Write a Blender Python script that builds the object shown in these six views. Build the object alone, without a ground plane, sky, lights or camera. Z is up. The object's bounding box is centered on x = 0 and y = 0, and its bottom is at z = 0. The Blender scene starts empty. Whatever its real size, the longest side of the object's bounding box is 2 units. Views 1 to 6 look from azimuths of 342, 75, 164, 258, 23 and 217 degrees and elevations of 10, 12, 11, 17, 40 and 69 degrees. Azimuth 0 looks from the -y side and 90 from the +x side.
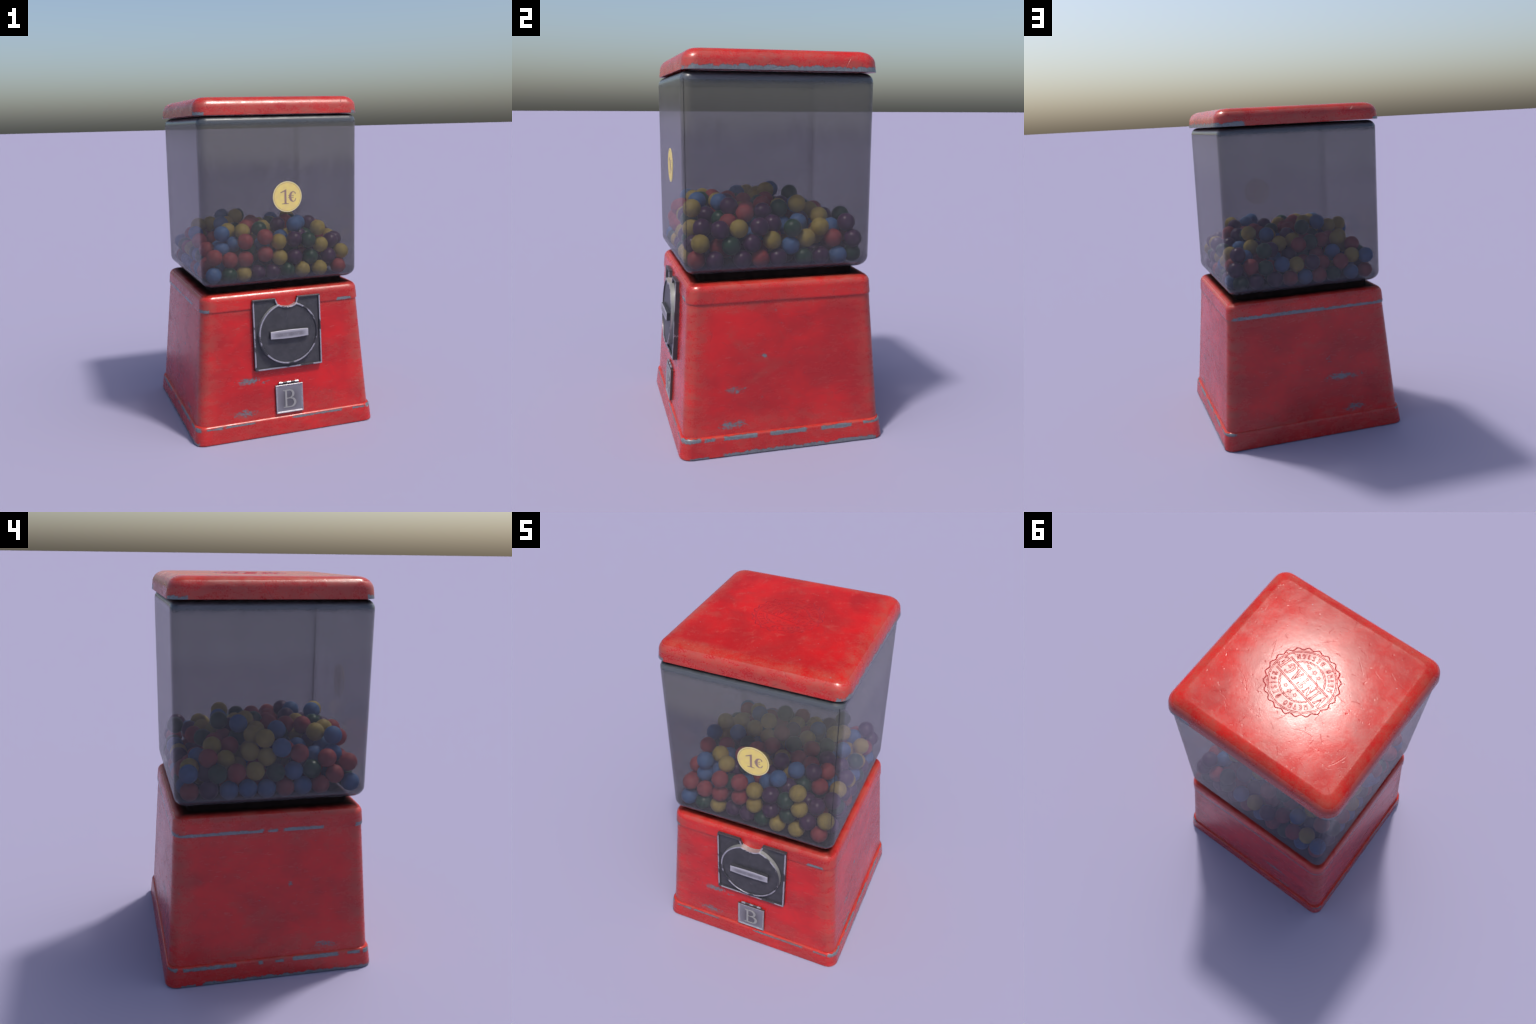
import bpy, bmesh, math, random
import numpy as np
from mathutils import Matrix, Vector

random.seed(11)
rng = np.random.default_rng(11)
SC = bpy.context.scene

# ------------------------------------------------------------------ node helper
class Tree:
    """small expression builder on a material's node tree"""
    def __init__(self, name):
        self.mat = bpy.data.materials.new(name)
        self.mat.use_nodes = True
        self.t = self.mat.node_tree
        self.t.nodes.clear()
        self.out = self.n("ShaderNodeOutputMaterial")
        self._pos = None

    def n(self, kind):
        return self.t.nodes.new(kind)

    def put(self, sock, v):
        if v is None:
            return
        if isinstance(v, bpy.types.NodeSocket):
            self.t.links.new(v, sock)
        elif hasattr(sock.default_value, "__len__"):
            if hasattr(v, "__len__"):
                v = tuple(v)
                sock.default_value = v + (1,) if len(v) == 3 and len(sock.default_value) == 4 else v
            else:
                sock.default_value = [v] * len(sock.default_value)
        else:
            sock.default_value = v

    def m(self, op, a, b=None, c=None, clamp=False):
        k = self.n("ShaderNodeMath")
        k.operation, k.use_clamp = op, clamp
        for s, v in zip(k.inputs, (a, b, c)):
            self.put(s, v)
        return k.outputs[0]

    def add(self, a, b): return self.m("ADD", a, b)
    def sub(self, a, b): return self.m("SUBTRACT", a, b)
    def mul(self, a, b): return self.m("MULTIPLY", a, b)
    def gt(self, a, b): return self.m("GREATER_THAN", a, b)
    def lt(self, a, b): return self.m("LESS_THAN", a, b)
    def mx(self, a, b): return self.m("MAXIMUM", a, b)
    def mn(self, a, b): return self.m("MINIMUM", a, b)
    def ab(self, a): return self.m("ABSOLUTE", a)

    def step(self, v, lo, hi):
        """smooth 0..1 as v goes lo..hi (hi may be below lo)"""
        k = self.n("ShaderNodeMapRange")
        k.interpolation_type, k.clamp = "SMOOTHSTEP", True
        flip = not isinstance(lo, bpy.types.NodeSocket) and not isinstance(hi, bpy.types.NodeSocket) and hi < lo
        if flip:
            lo, hi = hi, lo
        self.put(k.inputs["Value"], v)
        self.put(k.inputs["From Min"], lo)
        self.put(k.inputs["From Max"], hi)
        k.inputs["To Min"].default_value, k.inputs["To Max"].default_value = (1, 0) if flip else (0, 1)
        return k.outputs[0]

    def pos(self):
        if self._pos is None:
            k = self.n("ShaderNodeTexCoord")
            s = self.n("ShaderNodeSeparateXYZ")
            self.t.links.new(k.outputs["Object"], s.inputs[0])
            g = self.n("ShaderNodeNewGeometry")
            s2 = self.n("ShaderNodeSeparateXYZ")
            self.t.links.new(g.outputs["Normal"], s2.inputs[0])
            self._pos = (k.outputs["Object"], *s.outputs[:3], *s2.outputs[:3], g)
        return self._pos

    def vec(self, x, y, z):
        k = self.n("ShaderNodeCombineXYZ")
        for s, v in zip(k.inputs, (x, y, z)):
            self.put(s, v)
        return k.outputs[0]

    def scaled(self, v, s, off=(0, 0, 0)):
        k = self.n("ShaderNodeMapping")
        self.put(k.inputs["Vector"], v)
        k.inputs["Scale"].default_value = s
        k.inputs["Location"].default_value = off
        return k.outputs[0]

    def noise(self, v, scale, detail=3.0, rough=0.55, dist=0.0):
        k = self.n("ShaderNodeTexNoise")
        self.put(k.inputs["Vector"], v)
        k.inputs["Scale"].default_value, k.inputs["Detail"].default_value = scale, detail
        k.inputs["Roughness"].default_value, k.inputs["Distortion"].default_value = rough, dist
        return k.outputs["Fac"]

    def mix(self, f, a, b):
        k = self.n("ShaderNodeMix")
        k.data_type = "RGBA"
        self.put(k.inputs[0], f)
        self.put(k.inputs[6], a)
        self.put(k.inputs[7], b)
        return k.outputs[2]

    def lerp(self, f, a, b):
        k = self.n("ShaderNodeMix")
        self.put(k.inputs[0], f)
        self.put(k.inputs[2], a)
        self.put(k.inputs[3], b)
        return k.outputs[0]

    def bump(self, h, dist, strength=1.0, normal=None):
        k = self.n("ShaderNodeBump")
        k.inputs["Distance"].default_value, k.inputs["Strength"].default_value = dist, strength
        self.put(k.inputs["Height"], h)
        if normal is not None:
            self.put(k.inputs["Normal"], normal)
        return k.outputs[0]

    def bsdf(self, **kw):
        k = self.n("ShaderNodeBsdfPrincipled")
        for name, v in kw.items():
            self.put(k.inputs[name.replace("_", " ")], v)
        return k.outputs[0]

    def finish(self, shader):
        self.t.links.new(shader, self.out.inputs[0])
        return self.mat


def scratches(T, u, v, scale, keep, width, length, curve, seed):
    """short, slightly bent scratches: one segment per Voronoi cell"""
    p = T.vec(T.add(T.mul(u, scale), seed), T.add(T.mul(v, scale), seed * 0.7), 0.0)
    k = T.n("ShaderNodeTexVoronoi")
    k.voronoi_dimensions, k.feature = "2D", "F1"
    k.inputs["Scale"].default_value, k.inputs["Randomness"].default_value = 1.0, 0.8
    T.put(k.inputs["Vector"], p)
    d = T.n("ShaderNodeVectorMath")
    d.operation = "SUBTRACT"
    T.put(d.inputs[0], p)
    T.put(d.inputs[1], k.outputs["Position"])
    s = T.n("ShaderNodeSeparateXYZ")
    T.put(s.inputs[0], d.outputs[0])
    c = T.n("ShaderNodeSeparateColor")
    T.put(c.inputs[0], k.outputs["Color"])
    ang = T.mul(c.outputs[0], 6.283)
    ca, sa = T.m("COSINE", ang), T.m("SINE", ang)
    lx = T.add(T.mul(s.outputs[0], ca), T.mul(s.outputs[1], sa))
    ly = T.sub(T.mul(s.outputs[1], ca), T.mul(s.outputs[0], sa))
    bend = T.mul(T.sub(c.outputs[1], 0.5), curve)
    ly = T.sub(ly, T.mul(T.mul(lx, lx), bend))
    ln = T.mul(length, T.add(0.25, c.outputs[2]))
    along = T.step(T.m("DIVIDE", T.ab(lx), ln), 1.0, 0.55)
    across = T.step(T.ab(ly), width * scale, width * scale * 0.35)
    on = T.lt(T.m("FRACT", T.mul(c.outputs[1], 7.3)), keep)
    return T.mul(T.mul(along, across), on)


METAL = (0.148, 0.160, 0.178)


def paint(name, edge, strips=(), blobs=(), top_scratch=0.0, seed=0.0, dust=1.0, bright=1.0, painted_occlusion=None):
    """worn red enamel.
    edge(T,x,y,z) gives 0..1 rising toward arrises (dust);
    strips: (side, from, to, z, half height, jag) bare-metal chips along an edge;
    blobs: (side, centre, z, half length, half height, threshold) scraped patches"""
    T = Tree(name)
    P, x, y, z, nx, ny, nz, geo = T.pos()
    side = {"right": T.gt(nx, 0.6), "left": T.lt(nx, -0.6), "back": T.gt(ny, 0.6), "front": T.lt(ny, -0.6)}
    onx = T.gt(T.ab(nx), 0.7)
    up = T.gt(nz, 0.75)
    u = T.lerp(T.mul(onx, T.sub(1.0, up)), x, y)
    v = T.lerp(up, z, y)
    face_id = T.add(T.add(T.mul(side["right"], 5.0), T.mul(side["left"], 11.0)), T.mul(side["back"], 17.0))
    us = T.add(u, face_id)

    # enamel: large blotches, fine speckle, horizontal rub marks
    big = T.noise(T.scaled(P, (1, 1, 1.4), (seed, 3, seed)), 3.2, 5, 0.6, 0.4)
    mid = T.noise(T.scaled(P, (1, 1, 2.2), (seed + 4, 1, 0)), 11.0, 6, 0.65, 0.3)
    rub = T.noise(T.scaled(P, (2.2, 2.2, 9.0), (0, seed, 2)), 7.0, 8, 0.72, 0.5)
    fine = T.noise(P, 160.0, 3, 0.6)
    b = bright
    col = T.mix(T.step(big, 0.33, 0.68), (0.345 * b, 0.0085 * b, 0.0095 * b), (0.515 * b, 0.0085 * b, 0.0085 * b))
    col = T.mix(T.mul(T.step(mid, 0.52, 0.75), 0.40), col, (0.29, 0.014, 0.015))
    worn = T.mul(T.step(rub, 0.54, 0.72), 0.62)
    col = T.mix(T.mul(worn, dust), col, (0.40, 0.052, 0.042))
    e = edge(T, x, y, z)
    e = T.mul(e, T.step(T.add(T.mul(mid, 0.6), T.mul(fine, 0.5)), 0.38, 0.72))
    grime = T.noise(T.scaled(P, (1, 1, 1.6), (2, seed, 9)), 5.5, 7, 0.7, 0.6)
    col = T.mix(T.mul(T.step(grime, 0.52, 0.70), 0.42 * dust), col, (0.33, 0.050, 0.036))
    col = T.mix(T.mul(e, 0.72 * dust), col, (0.32, 0.074, 0.051))
    col = T.mix(T.mul(T.step(fine, 0.60, 0.78), 0.18), col, (0.25, 0.035, 0.030))

    if painted_occlusion:
        inside = T.mx(T.m("DIVIDE", T.ab(x), painted_occlusion[0]), T.m("DIVIDE", T.ab(y), painted_occlusion[1]))
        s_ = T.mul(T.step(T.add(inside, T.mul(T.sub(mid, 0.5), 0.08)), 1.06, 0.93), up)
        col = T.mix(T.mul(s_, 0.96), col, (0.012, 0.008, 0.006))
    # scratches
    sc1 = scratches(T, us, v, 6.0, 0.34 + 0.4 * top_scratch, 0.0020 + 0.0009 * top_scratch, 0.34, 1.6, 3.1 + seed)
    sc2 = scratches(T, us, v, 11.0, 0.16 + 0.40 * top_scratch, 0.0016 + 0.0008 * top_scratch, 0.30, 2.0, 9.7 + seed)
    sc = T.mx(sc1, sc2)
    col = T.mix(T.mul(sc, T.lerp(up, 0.25, 0.12)), col, (0.20, 0.016, 0.020))
    dots = T.noise(T.scaled(P, (1, 1, 1), (7, seed, 1)), 75.0, 1, 0.4)
    dots = T.mul(T.step(dots, 0.735, 0.765), T.step(mid, 0.50, 0.60))

    # chips to bare metal
    jag = T.noise(T.scaled(P, (1, 1, 0.25), (seed, 0, 0)), 17.0, 6, 0.8)
    jag2 = T.noise(P, 95.0, 3, 0.7)
    chip = T.mul(dots, 0.55)
    rim = None
    for (sd, a0, a1, zc, hh, jg) in strips:
        a = y if sd in ("left", "right") else x
        lo, hi = min(a0, a1), max(a0, a1)
        wob = T.add(a, T.mul(T.sub(T.add(T.mul(jag2, 0.5), T.mul(jag, 0.5)), 0.5), 0.075))
        ends = T.mul(T.gt(wob, lo), T.lt(wob, hi))
        h = T.mul(hh, T.add(1.0 - jg, T.mul(T.step(T.add(T.mul(jag, 0.85), T.mul(jag2, 0.15)), 0.36, 0.62), 1.9 * jg)))
        band = T.mul(T.lt(T.ab(T.sub(z, zc)), h), 1.0)
        sm = {"right": T.gt(x, 0.3), "left": T.lt(x, -0.3), "back": T.gt(y, 0.3), "front": T.lt(y, -0.3)}[sd]
        sm = T.mul(sm, T.gt(T.mul(nx if sd in ("left", "right") else ny, 1 if sd in ("right", "back") else -1), 0.25))
        near = T.mul(T.mul(ends, T.lt(T.ab(T.sub(z, zc)), T.add(h, 0.0017))), sm)
        rim = near if rim is None else T.mx(rim, near)
        chip = T.mx(chip, T.mul(T.mul(ends, band), sm))
    for (sd, uc, zc, ru, rz, th) in blobs:
        a = y if sd in ("left", "right") else x
        du, dz = T.m("DIVIDE", T.sub(a, uc), ru), T.m("DIVIDE", T.sub(z, zc), rz)
        r2 = T.add(T.mul(du, du), T.mul(dz, dz))
        pt = T.noise(T.scaled(P, (20, 20, 42), (seed + uc * 9, 0, zc * 5)), 2.1, 6, 0.72, 1.2)
        hit = T.gt(T.sub(pt, T.mul(r2, 0.11)), th - 0.022)
        chip = T.mx(chip, T.mul(T.mul(hit, side[sd]), T.lt(r2, 1.6)))
    halo = T.step(chip, 0.0, 1.0)
    if rim is not None:     # shadow line of the chip step, drawn in dark red
        col = T.mix(T.mul(rim, 0.6), col, (0.09, 0.012, 0.012))
    steel = T.mix(T.step(jag2, 0.35, 0.65), tuple(c * 0.82 for c in METAL), tuple(c * 1.12 for c in METAL))
    col = T.mix(halo, col, steel)

    rough = T.add(T.lerp(up, 0.195, 0.115), T.mul(T.step(big, 0.7, 0.3), 0.05))
    rough = T.add(rough, T.mul(T.mx(worn, e), T.lerp(up, 0.15, 0.09)))
    rough = T.add(rough, T.mul(T.step(mid, 0.4, 0.7), 0.06))
    spec = T.lerp(up, 0.55, 0.085)
    if painted_occlusion:
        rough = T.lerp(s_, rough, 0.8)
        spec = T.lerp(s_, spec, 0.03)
    # relief: dents, scratches, chip step, orange peel
    pits = T.noise(T.scaled(P, (1, 1, 1), (seed * 3, 5, 2)), 48.0, 2, 0.5)
    h = T.sub(0.0, T.mul(sc, T.lerp(up, 0.24 + 0.40 * top_scratch, 0.075)))
    h = T.sub(h, T.mul(T.step(pits, 0.66, 0.76), T.lerp(up, 0.10, 0.11)))
    h = T.sub(h, T.mul(halo, 0.35))
    h = T.add(h, T.mul(fine, T.lerp(up, 0.05, 0.022)))
    h = T.add(h, T.mul(mid, T.lerp(up, 0.45, 0.16)))
    nrm = T.bump(h, 0.0022, 0.9)
    sh = T.bsdf(Base_Color=col, Roughness=rough, Normal=nrm, Metallic=T.mul(halo, 0.15), Specular_IOR_Level=spec)
    return T.finish(sh)


def plain(name, colour, rough=0.5, metallic=0.0, vary=0.0, scale=30.0, spec=0.5, bump=0.0):
    T = Tree(name)
    P = T.pos()[0]
    c = colour
    nz_ = T.noise(P, scale, 4, 0.6)
    if vary:
        c = T.mix(T.step(nz_, 0.3, 0.7), tuple(k * (1 - vary) for k in colour), tuple(k * (1 + vary) for k in colour))
    kw = dict(Base_Color=c, Roughness=rough, Metallic=metallic, Specular_IOR_Level=spec)
    if bump:
        kw["Normal"] = T.bump(nz_, bump)
    return T.finish(T.bsdf(**kw))


# ------------------------------------------------------------------ mesh helper
def obj_from(name, verts, faces, mats, parent=None, smooth=35.0, mat_index=None):
    me = bpy.data.meshes.new(name)
    me.from_pydata([tuple(v) for v in verts], [], faces)
    for mt in (mats if isinstance(mats, (list, tuple)) else [mats]):
        me.materials.append(mt)
    if mat_index is not None:
        for p, i in zip(me.polygons, mat_index):
            p.material_index = i
    bm = bmesh.new()
    bm.from_mesh(me)
    bmesh.ops.recalc_face_normals(bm, faces=bm.faces)
    bm.to_mesh(me)
    bm.free()
    if smooth:
        me.shade_smooth()
        me.set_sharp_from_angle(angle=math.radians(smooth))
    o = bpy.data.objects.new(name, me)
    SC.collection.objects.link(o)
    if parent:
        o.parent = parent
    return o


def ring(hx, hy, r, z, yo=0.0, seg=7):
    out = []
    for k, (sx, sy) in enumerate([(1, 1), (-1, 1), (-1, -1), (1, -1)]):
        for i in range(seg):
            a = (k + i / (seg - 1)) * math.pi / 2
            out.append((sx * (hx - r) + r * math.cos(a), yo + sy * (hy - r) + r * math.sin(a), z))
    return out


def loft(rings, cap_lo=True, cap_hi=True):
    n = len(rings[0])
    v = [p for r in rings for p in r]
    f = []
    for k in range(len(rings) - 1):
        for i in range(n):
            j = (i + 1) % n
            f.append((k * n + i, k * n + j, (k + 1) * n + j, (k + 1) * n + i))
    if cap_lo:
        f.append(tuple(range(n))[::-1])
    if cap_hi:
        f.append(tuple((len(rings) - 1) * n + i for i in range(n)))
    return v, f


def flat_normals(o):
    """weighted normals keep the broad faces flat next to small bevels"""
    md = o.modifiers.new("weighted", "WEIGHTED_NORMAL")
    md.keep_sharp = True
    return o


class Frame:
    """tilted frame on the cabinet's front: u right, v up the slope, w outward"""
    def __init__(self, x, z, slope=0.068):
        y = -(0.5261 - 0.0634 * (z - 0.113))
        self.o = Vector((x, y, z))
        self.v = Vector((0, slope, 1)).normalized()
        self.u = Vector((1, 0, 0))
        self.w = Vector((0, -1, slope)).normalized()

    def __call__(self, u, v, w):
        return self.o + self.u * u + self.v * v + self.w * w


def inset(poly, d):
    """mitred inset of a closed CCW polygon"""
    out, n = [], len(poly)
    for i in range(n):
        p0, p1, p2 = (Vector(poly[k % n]) for k in (i - 1, i, i + 1))
        a, b = (p1 - p0).normalized(), (p2 - p1).normalized()
        na, nb = Vector((-a.y, a.x)), Vector((-b.y, b.x))
        mvec = na + nb
        mvec = mvec / max(mvec.length_squared, 0.4) * 2
        out.append(tuple(p1 + mvec * d))
    return out


def rimmed_plate(F, poly, floor, top, rim, chamfer=0.0015):
    """extruded outline with a raised rim round a sunken floor; faces: 0 body, 1 rim"""
    n = len(poly)
    loops = [(poly, 0.0), (poly, top - chamfer), (inset(poly, chamfer), top), (inset(poly, rim - chamfer * 0.6), top), (inset(poly, rim), top - chamfer), (inset(poly, rim + 0.0006), floor)]
    v = [F(p[0], p[1], w) for lp, w in loops for p in lp]
    f, mi = [], []
    for k in range(len(loops) - 1):
        for i in range(n):
            j = (i + 1) % n
            f.append((k * n + i, k * n + j, (k + 1) * n + j, (k + 1) * n + i))
            mi.append(1 if k in (1, 2, 3) else (2 if k == 0 else 0))
    f.append(tuple((len(loops) - 1) * n + i for i in range(n)))
    mi.append(0)
    f.append(tuple(range(n))[::-1])
    mi.append(0)
    return v, f, mi


def outline_solid(F, loops, lo, hi, bevel=0.0008):
    """solid from 2D outlines (first outer, rest holes) via a filled curve"""
    cu = bpy.data.curves.new("outline", "CURVE")
    cu.dimensions, cu.fill_mode = "2D", "BOTH"
    for lp in loops:
        s = cu.splines.new("POLY")
        s.points.add(len(lp) - 1)
        for p, q in zip(s.points, lp):
            p.co = (q[0], q[1], 0, 1)
        s.use_cyclic_u = True
    cu.extrude = (hi - lo) / 2
    o = bpy.data.objects.new("outline", cu)
    SC.collection.objects.link(o)
    dg = bpy.context.evaluated_depsgraph_get()
    me = o.evaluated_get(dg).to_mesh()
    v = [F(p.co.x, p.co.y, p.co.z + (hi + lo) / 2) for p in me.vertices]
    f = [tuple(p.vertices) for p in me.polygons]
    o.evaluated_get(dg).to_mesh_clear()
    bpy.data.objects.remove(o)
    bpy.data.curves.remove(cu)
    return v, f


def arc(cx, cy, rx, ry, a0, a1, n):
    return [(cx + rx * math.cos(math.radians(a0 + (a1 - a0) * i / n)), cy + ry * math.sin(math.radians(a0 + (a1 - a0) * i / n))) for i in range(n + 1)]


# ------------------------------------------------------------------ the machine
root = bpy.data.objects.new("gumball_machine", None)
SC.collection.objects.link(root)
root["label"] = "worn red square gumball machine with grey glass jar"
root["category"] = "gumball machine"

BX0, BY0, BX1, BY1, BZ0, BZ1 = 0.5517, 0.5261, 0.4963, 0.4843, 0.113, 0.7734


def body_half(T, z):
    t = T.m("DIVIDE", T.sub(z, BZ0), BZ1 - BZ0)
    return T.sub(BX0, T.mul(t, BX0 - BX1)), T.sub(BY0, T.mul(t, BY0 - BY1))


def body_edge(T, x, y, z):
    hx, hy = body_half(T, z)
    c = T.mn(T.m("DIVIDE", T.ab(x), hx), T.m("DIVIDE", T.ab(y), hy))
    corner = T.step(c, 0.70, 0.97)
    foot = T.step(z, 0.26, 0.115)
    head = T.step(z, 0.70, 0.78)
    return T.mx(corner, T.mx(T.mul(foot, 0.55), T.mul(head, 0.6)))


def plinth_edge(T, x, y, z):
    return T.mx(T.step(z, 0.085, 0.104), 0.45)


def cap_edge(T, x, y, z):
    c = T.mn(T.ab(x), T.ab(y))
    return T.mx(T.mx(T.step(z, 0.835, 0.862), 0.35), T.step(c, 0.35, 0.48))


def lid_edge(T, x, y, z):
    c = T.mx(T.ab(x), T.ab(y))
    return T.mx(T.step(c, 0.36, 0.45), 0.15)


paint_body = paint("worn_red_enamel_cabinet", body_edge, seed=1.3,
    blobs=[("front", -0.235, 0.347, 0.075, 0.022, 0.47), ("front", -0.134, 0.334, 0.035, 0.012, 0.53), ("front", -0.265, 0.155, 0.075, 0.022, 0.47),
           ("right", -0.263, 0.337, 0.05, 0.022, 0.50), ("right", -0.275, 0.158, 0.075, 0.022, 0.47), ("right", -0.104, 0.499, 0.012, 0.012, 0.45),
           ("back", -0.19, 0.355, 0.12, 0.026, 0.49), ("back", -0.107, 0.475, 0.025, 0.035, 0.56), ("back", -0.255, 0.150, 0.07, 0.024, 0.47),
           ("left", -0.289, 0.149, 0.07, 0.022, 0.50), ("left", -0.098, 0.50, 0.014, 0.018, 0.48)])
paint_plinth = paint("worn_red_enamel_plinth", plinth_edge, seed=5.1,
    strips=[("right", -0.54, -0.44, 0.097, 0.008, 0.5), ("right", -0.42, -0.37, 0.095, 0.007, 0.55), ("right", -0.325, -0.15, 0.094, 0.0095, 0.3), ("right", -0.085, 0.113, 0.093, 0.009, 0.32), ("right", 0.19, 0.36, 0.092, 0.009, 0.3), ("right", 0.43, 0.52, 0.096, 0.006, 0.6),
            ("right", -0.33, 0.50, 0.004, 0.013, 0.55), ("right", -0.50, -0.40, 0.003, 0.006, 0.5),
            ("front", -0.575, -0.535, 0.093, 0.010, 0.45), ("front", -0.51, -0.405, 0.093, 0.006, 0.45), ("front", -0.385, -0.21, 0.094, 0.005, 0.45), ("front", 0.03, 0.36, 0.094, 0.0052, 0.45), ("front", 0.43, 0.51, 0.093, 0.005, 0.45), ("front", 0.535, 0.575, 0.093, 0.011, 0.4),
            ("left", 0.19, 0.46, 0.092, 0.009, 0.4), ("left", 0.05, 0.075, 0.092, 0.008, 0.4), ("left", -0.06, -0.02, 0.090, 0.008, 0.4), ("left", -0.355, -0.11, 0.093, 0.009, 0.3), ("left", -0.475, -0.405, 0.094, 0.007, 0.4), ("left", 0.49, 0.53, 0.095, 0.007, 0.5),
            ("left", -0.53, 0.36, 0.003, 0.013, 0.5), ("left", 0.40, 0.47, 0.002, 0.009, 0.5),
            ("back", 0.50, 0.575, 0.099, 0.006, 0.5), ("back", -0.575, -0.53, 0.095, 0.008, 0.5)])
paint_cap = paint("worn_red_enamel_cap", cap_edge, seed=8.4, painted_occlusion=(0.463, 0.452),
    strips=[("front", 0.345, 0.44, 0.791, 0.0088, 0.22), ("front", -0.505, -0.455, 0.787, 0.0075, 0.5),
            ("left", 0.05, 0.44, 0.786, 0.010, 0.32), ("left", -0.03, 0.02, 0.786, 0.009, 0.5), ("left", -0.265, -0.065, 0.786, 0.011, 0.32), ("left", 0.44, 0.50, 0.785, 0.0075, 0.5), ("left", -0.49, -0.43, 0.787, 0.009, 0.5),
            ("back", -0.10, 0.445, 0.787, 0.0125, 0.36), ("back", -0.49, -0.10, 0.785, 0.012, 0.5), ("back", 0.45, 0.475, 0.787, 0.008, 0.4)])
paint_lid = paint("worn_red_enamel_lid", lid_edge, seed=2.2, top_scratch=0.9, bright=0.95,
    strips=[("right", -0.47, 0.50, 1.900, 0.0195, 0.45), ("front", 0.445, 0.465, 1.902, 0.013, 0.5), ("front", 0.475, 0.50, 1.902, 0.016, 0.5), ("front", -0.50, -0.46, 1.900, 0.016, 0.5),
            ("back", 0.33, 0.50, 1.900, 0.0190, 0.45), ("back", -0.50, -0.45, 1.900, 0.014, 0.5),
            ("left", 0.40, 0.49, 1.898, 0.014, 0.6), ("left", -0.49, -0.455, 1.898, 0.014, 0.5)])

# plinth -----------------------------------------------------------
PR = 0.062
rings = [ring(0.5705, 0.5445, PR - 0.004, 0.0), ring(0.574, 0.548, PR, 0.005)]
rings += [ring(0.5655, 0.5375, PR, 0.097), ring(0.5635, 0.5355, PR, 0.1015), ring(0.560, 0.532, PR - 0.003, 0.1055), ring(0.555, 0.5285, PR - 0.006, 0.1085), ring(0.549, 0.5235, PR - 0.008, 0.110)]
plinth = flat_normals(obj_from("plinth", *loft(rings), paint_plinth, root, 50))

# cabinet ----------------------------------------------------------
CR = 0.058
rings = []
for i in range(9):
    t = i / 8
    z = 0.104 + (0.80 - 0.104) * t
    k = (z - BZ0) / (BZ1 - BZ0)
    rings.append(ring(BX0 + (BX1 - BX0) * k, BY0 + (BY1 - BY0) * k, CR, z, seg=9))
cabinet = obj_from("cabinet", *loft(rings), paint_body, root, 50)

# cabinet cap: lip, short apron, rounded shoulder -------------------
rings = [ring(0.488, 0.4765, 0.05, 0.7795), ring(0.4995, 0.487, 0.062, 0.7795), ring(0.5017, 0.4891, 0.064, 0.7825), ring(0.5015, 0.4888, 0.064, 0.790), ring(0.4975, 0.4850, 0.064, 0.838)]
for i in range(1, 8):
    a = i / 7 * math.pi / 2
    d = 0.041 * (1 - math.cos(a))
    rings.append(ring(0.4975 - d, 0.4850 - d, 0.064 - d * 0.6, 0.838 + 0.042 * math.sin(a)))
rings.append(ring(0.40, 0.39, 0.03, 0.8815))
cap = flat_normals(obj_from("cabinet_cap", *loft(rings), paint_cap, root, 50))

# neck -----------------------------------------------------------
neck_mat = plain("near_black_neck", (0.014, 0.009, 0.008), 0.9, vary=0.3, spec=0.05)
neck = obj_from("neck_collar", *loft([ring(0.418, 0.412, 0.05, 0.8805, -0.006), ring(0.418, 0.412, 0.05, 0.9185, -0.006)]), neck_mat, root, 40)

# glass jar ---------------------------------------------------------
GX, GY, GO, GR = 0.4822, 0.4832, -0.0096, 0.052


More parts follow.
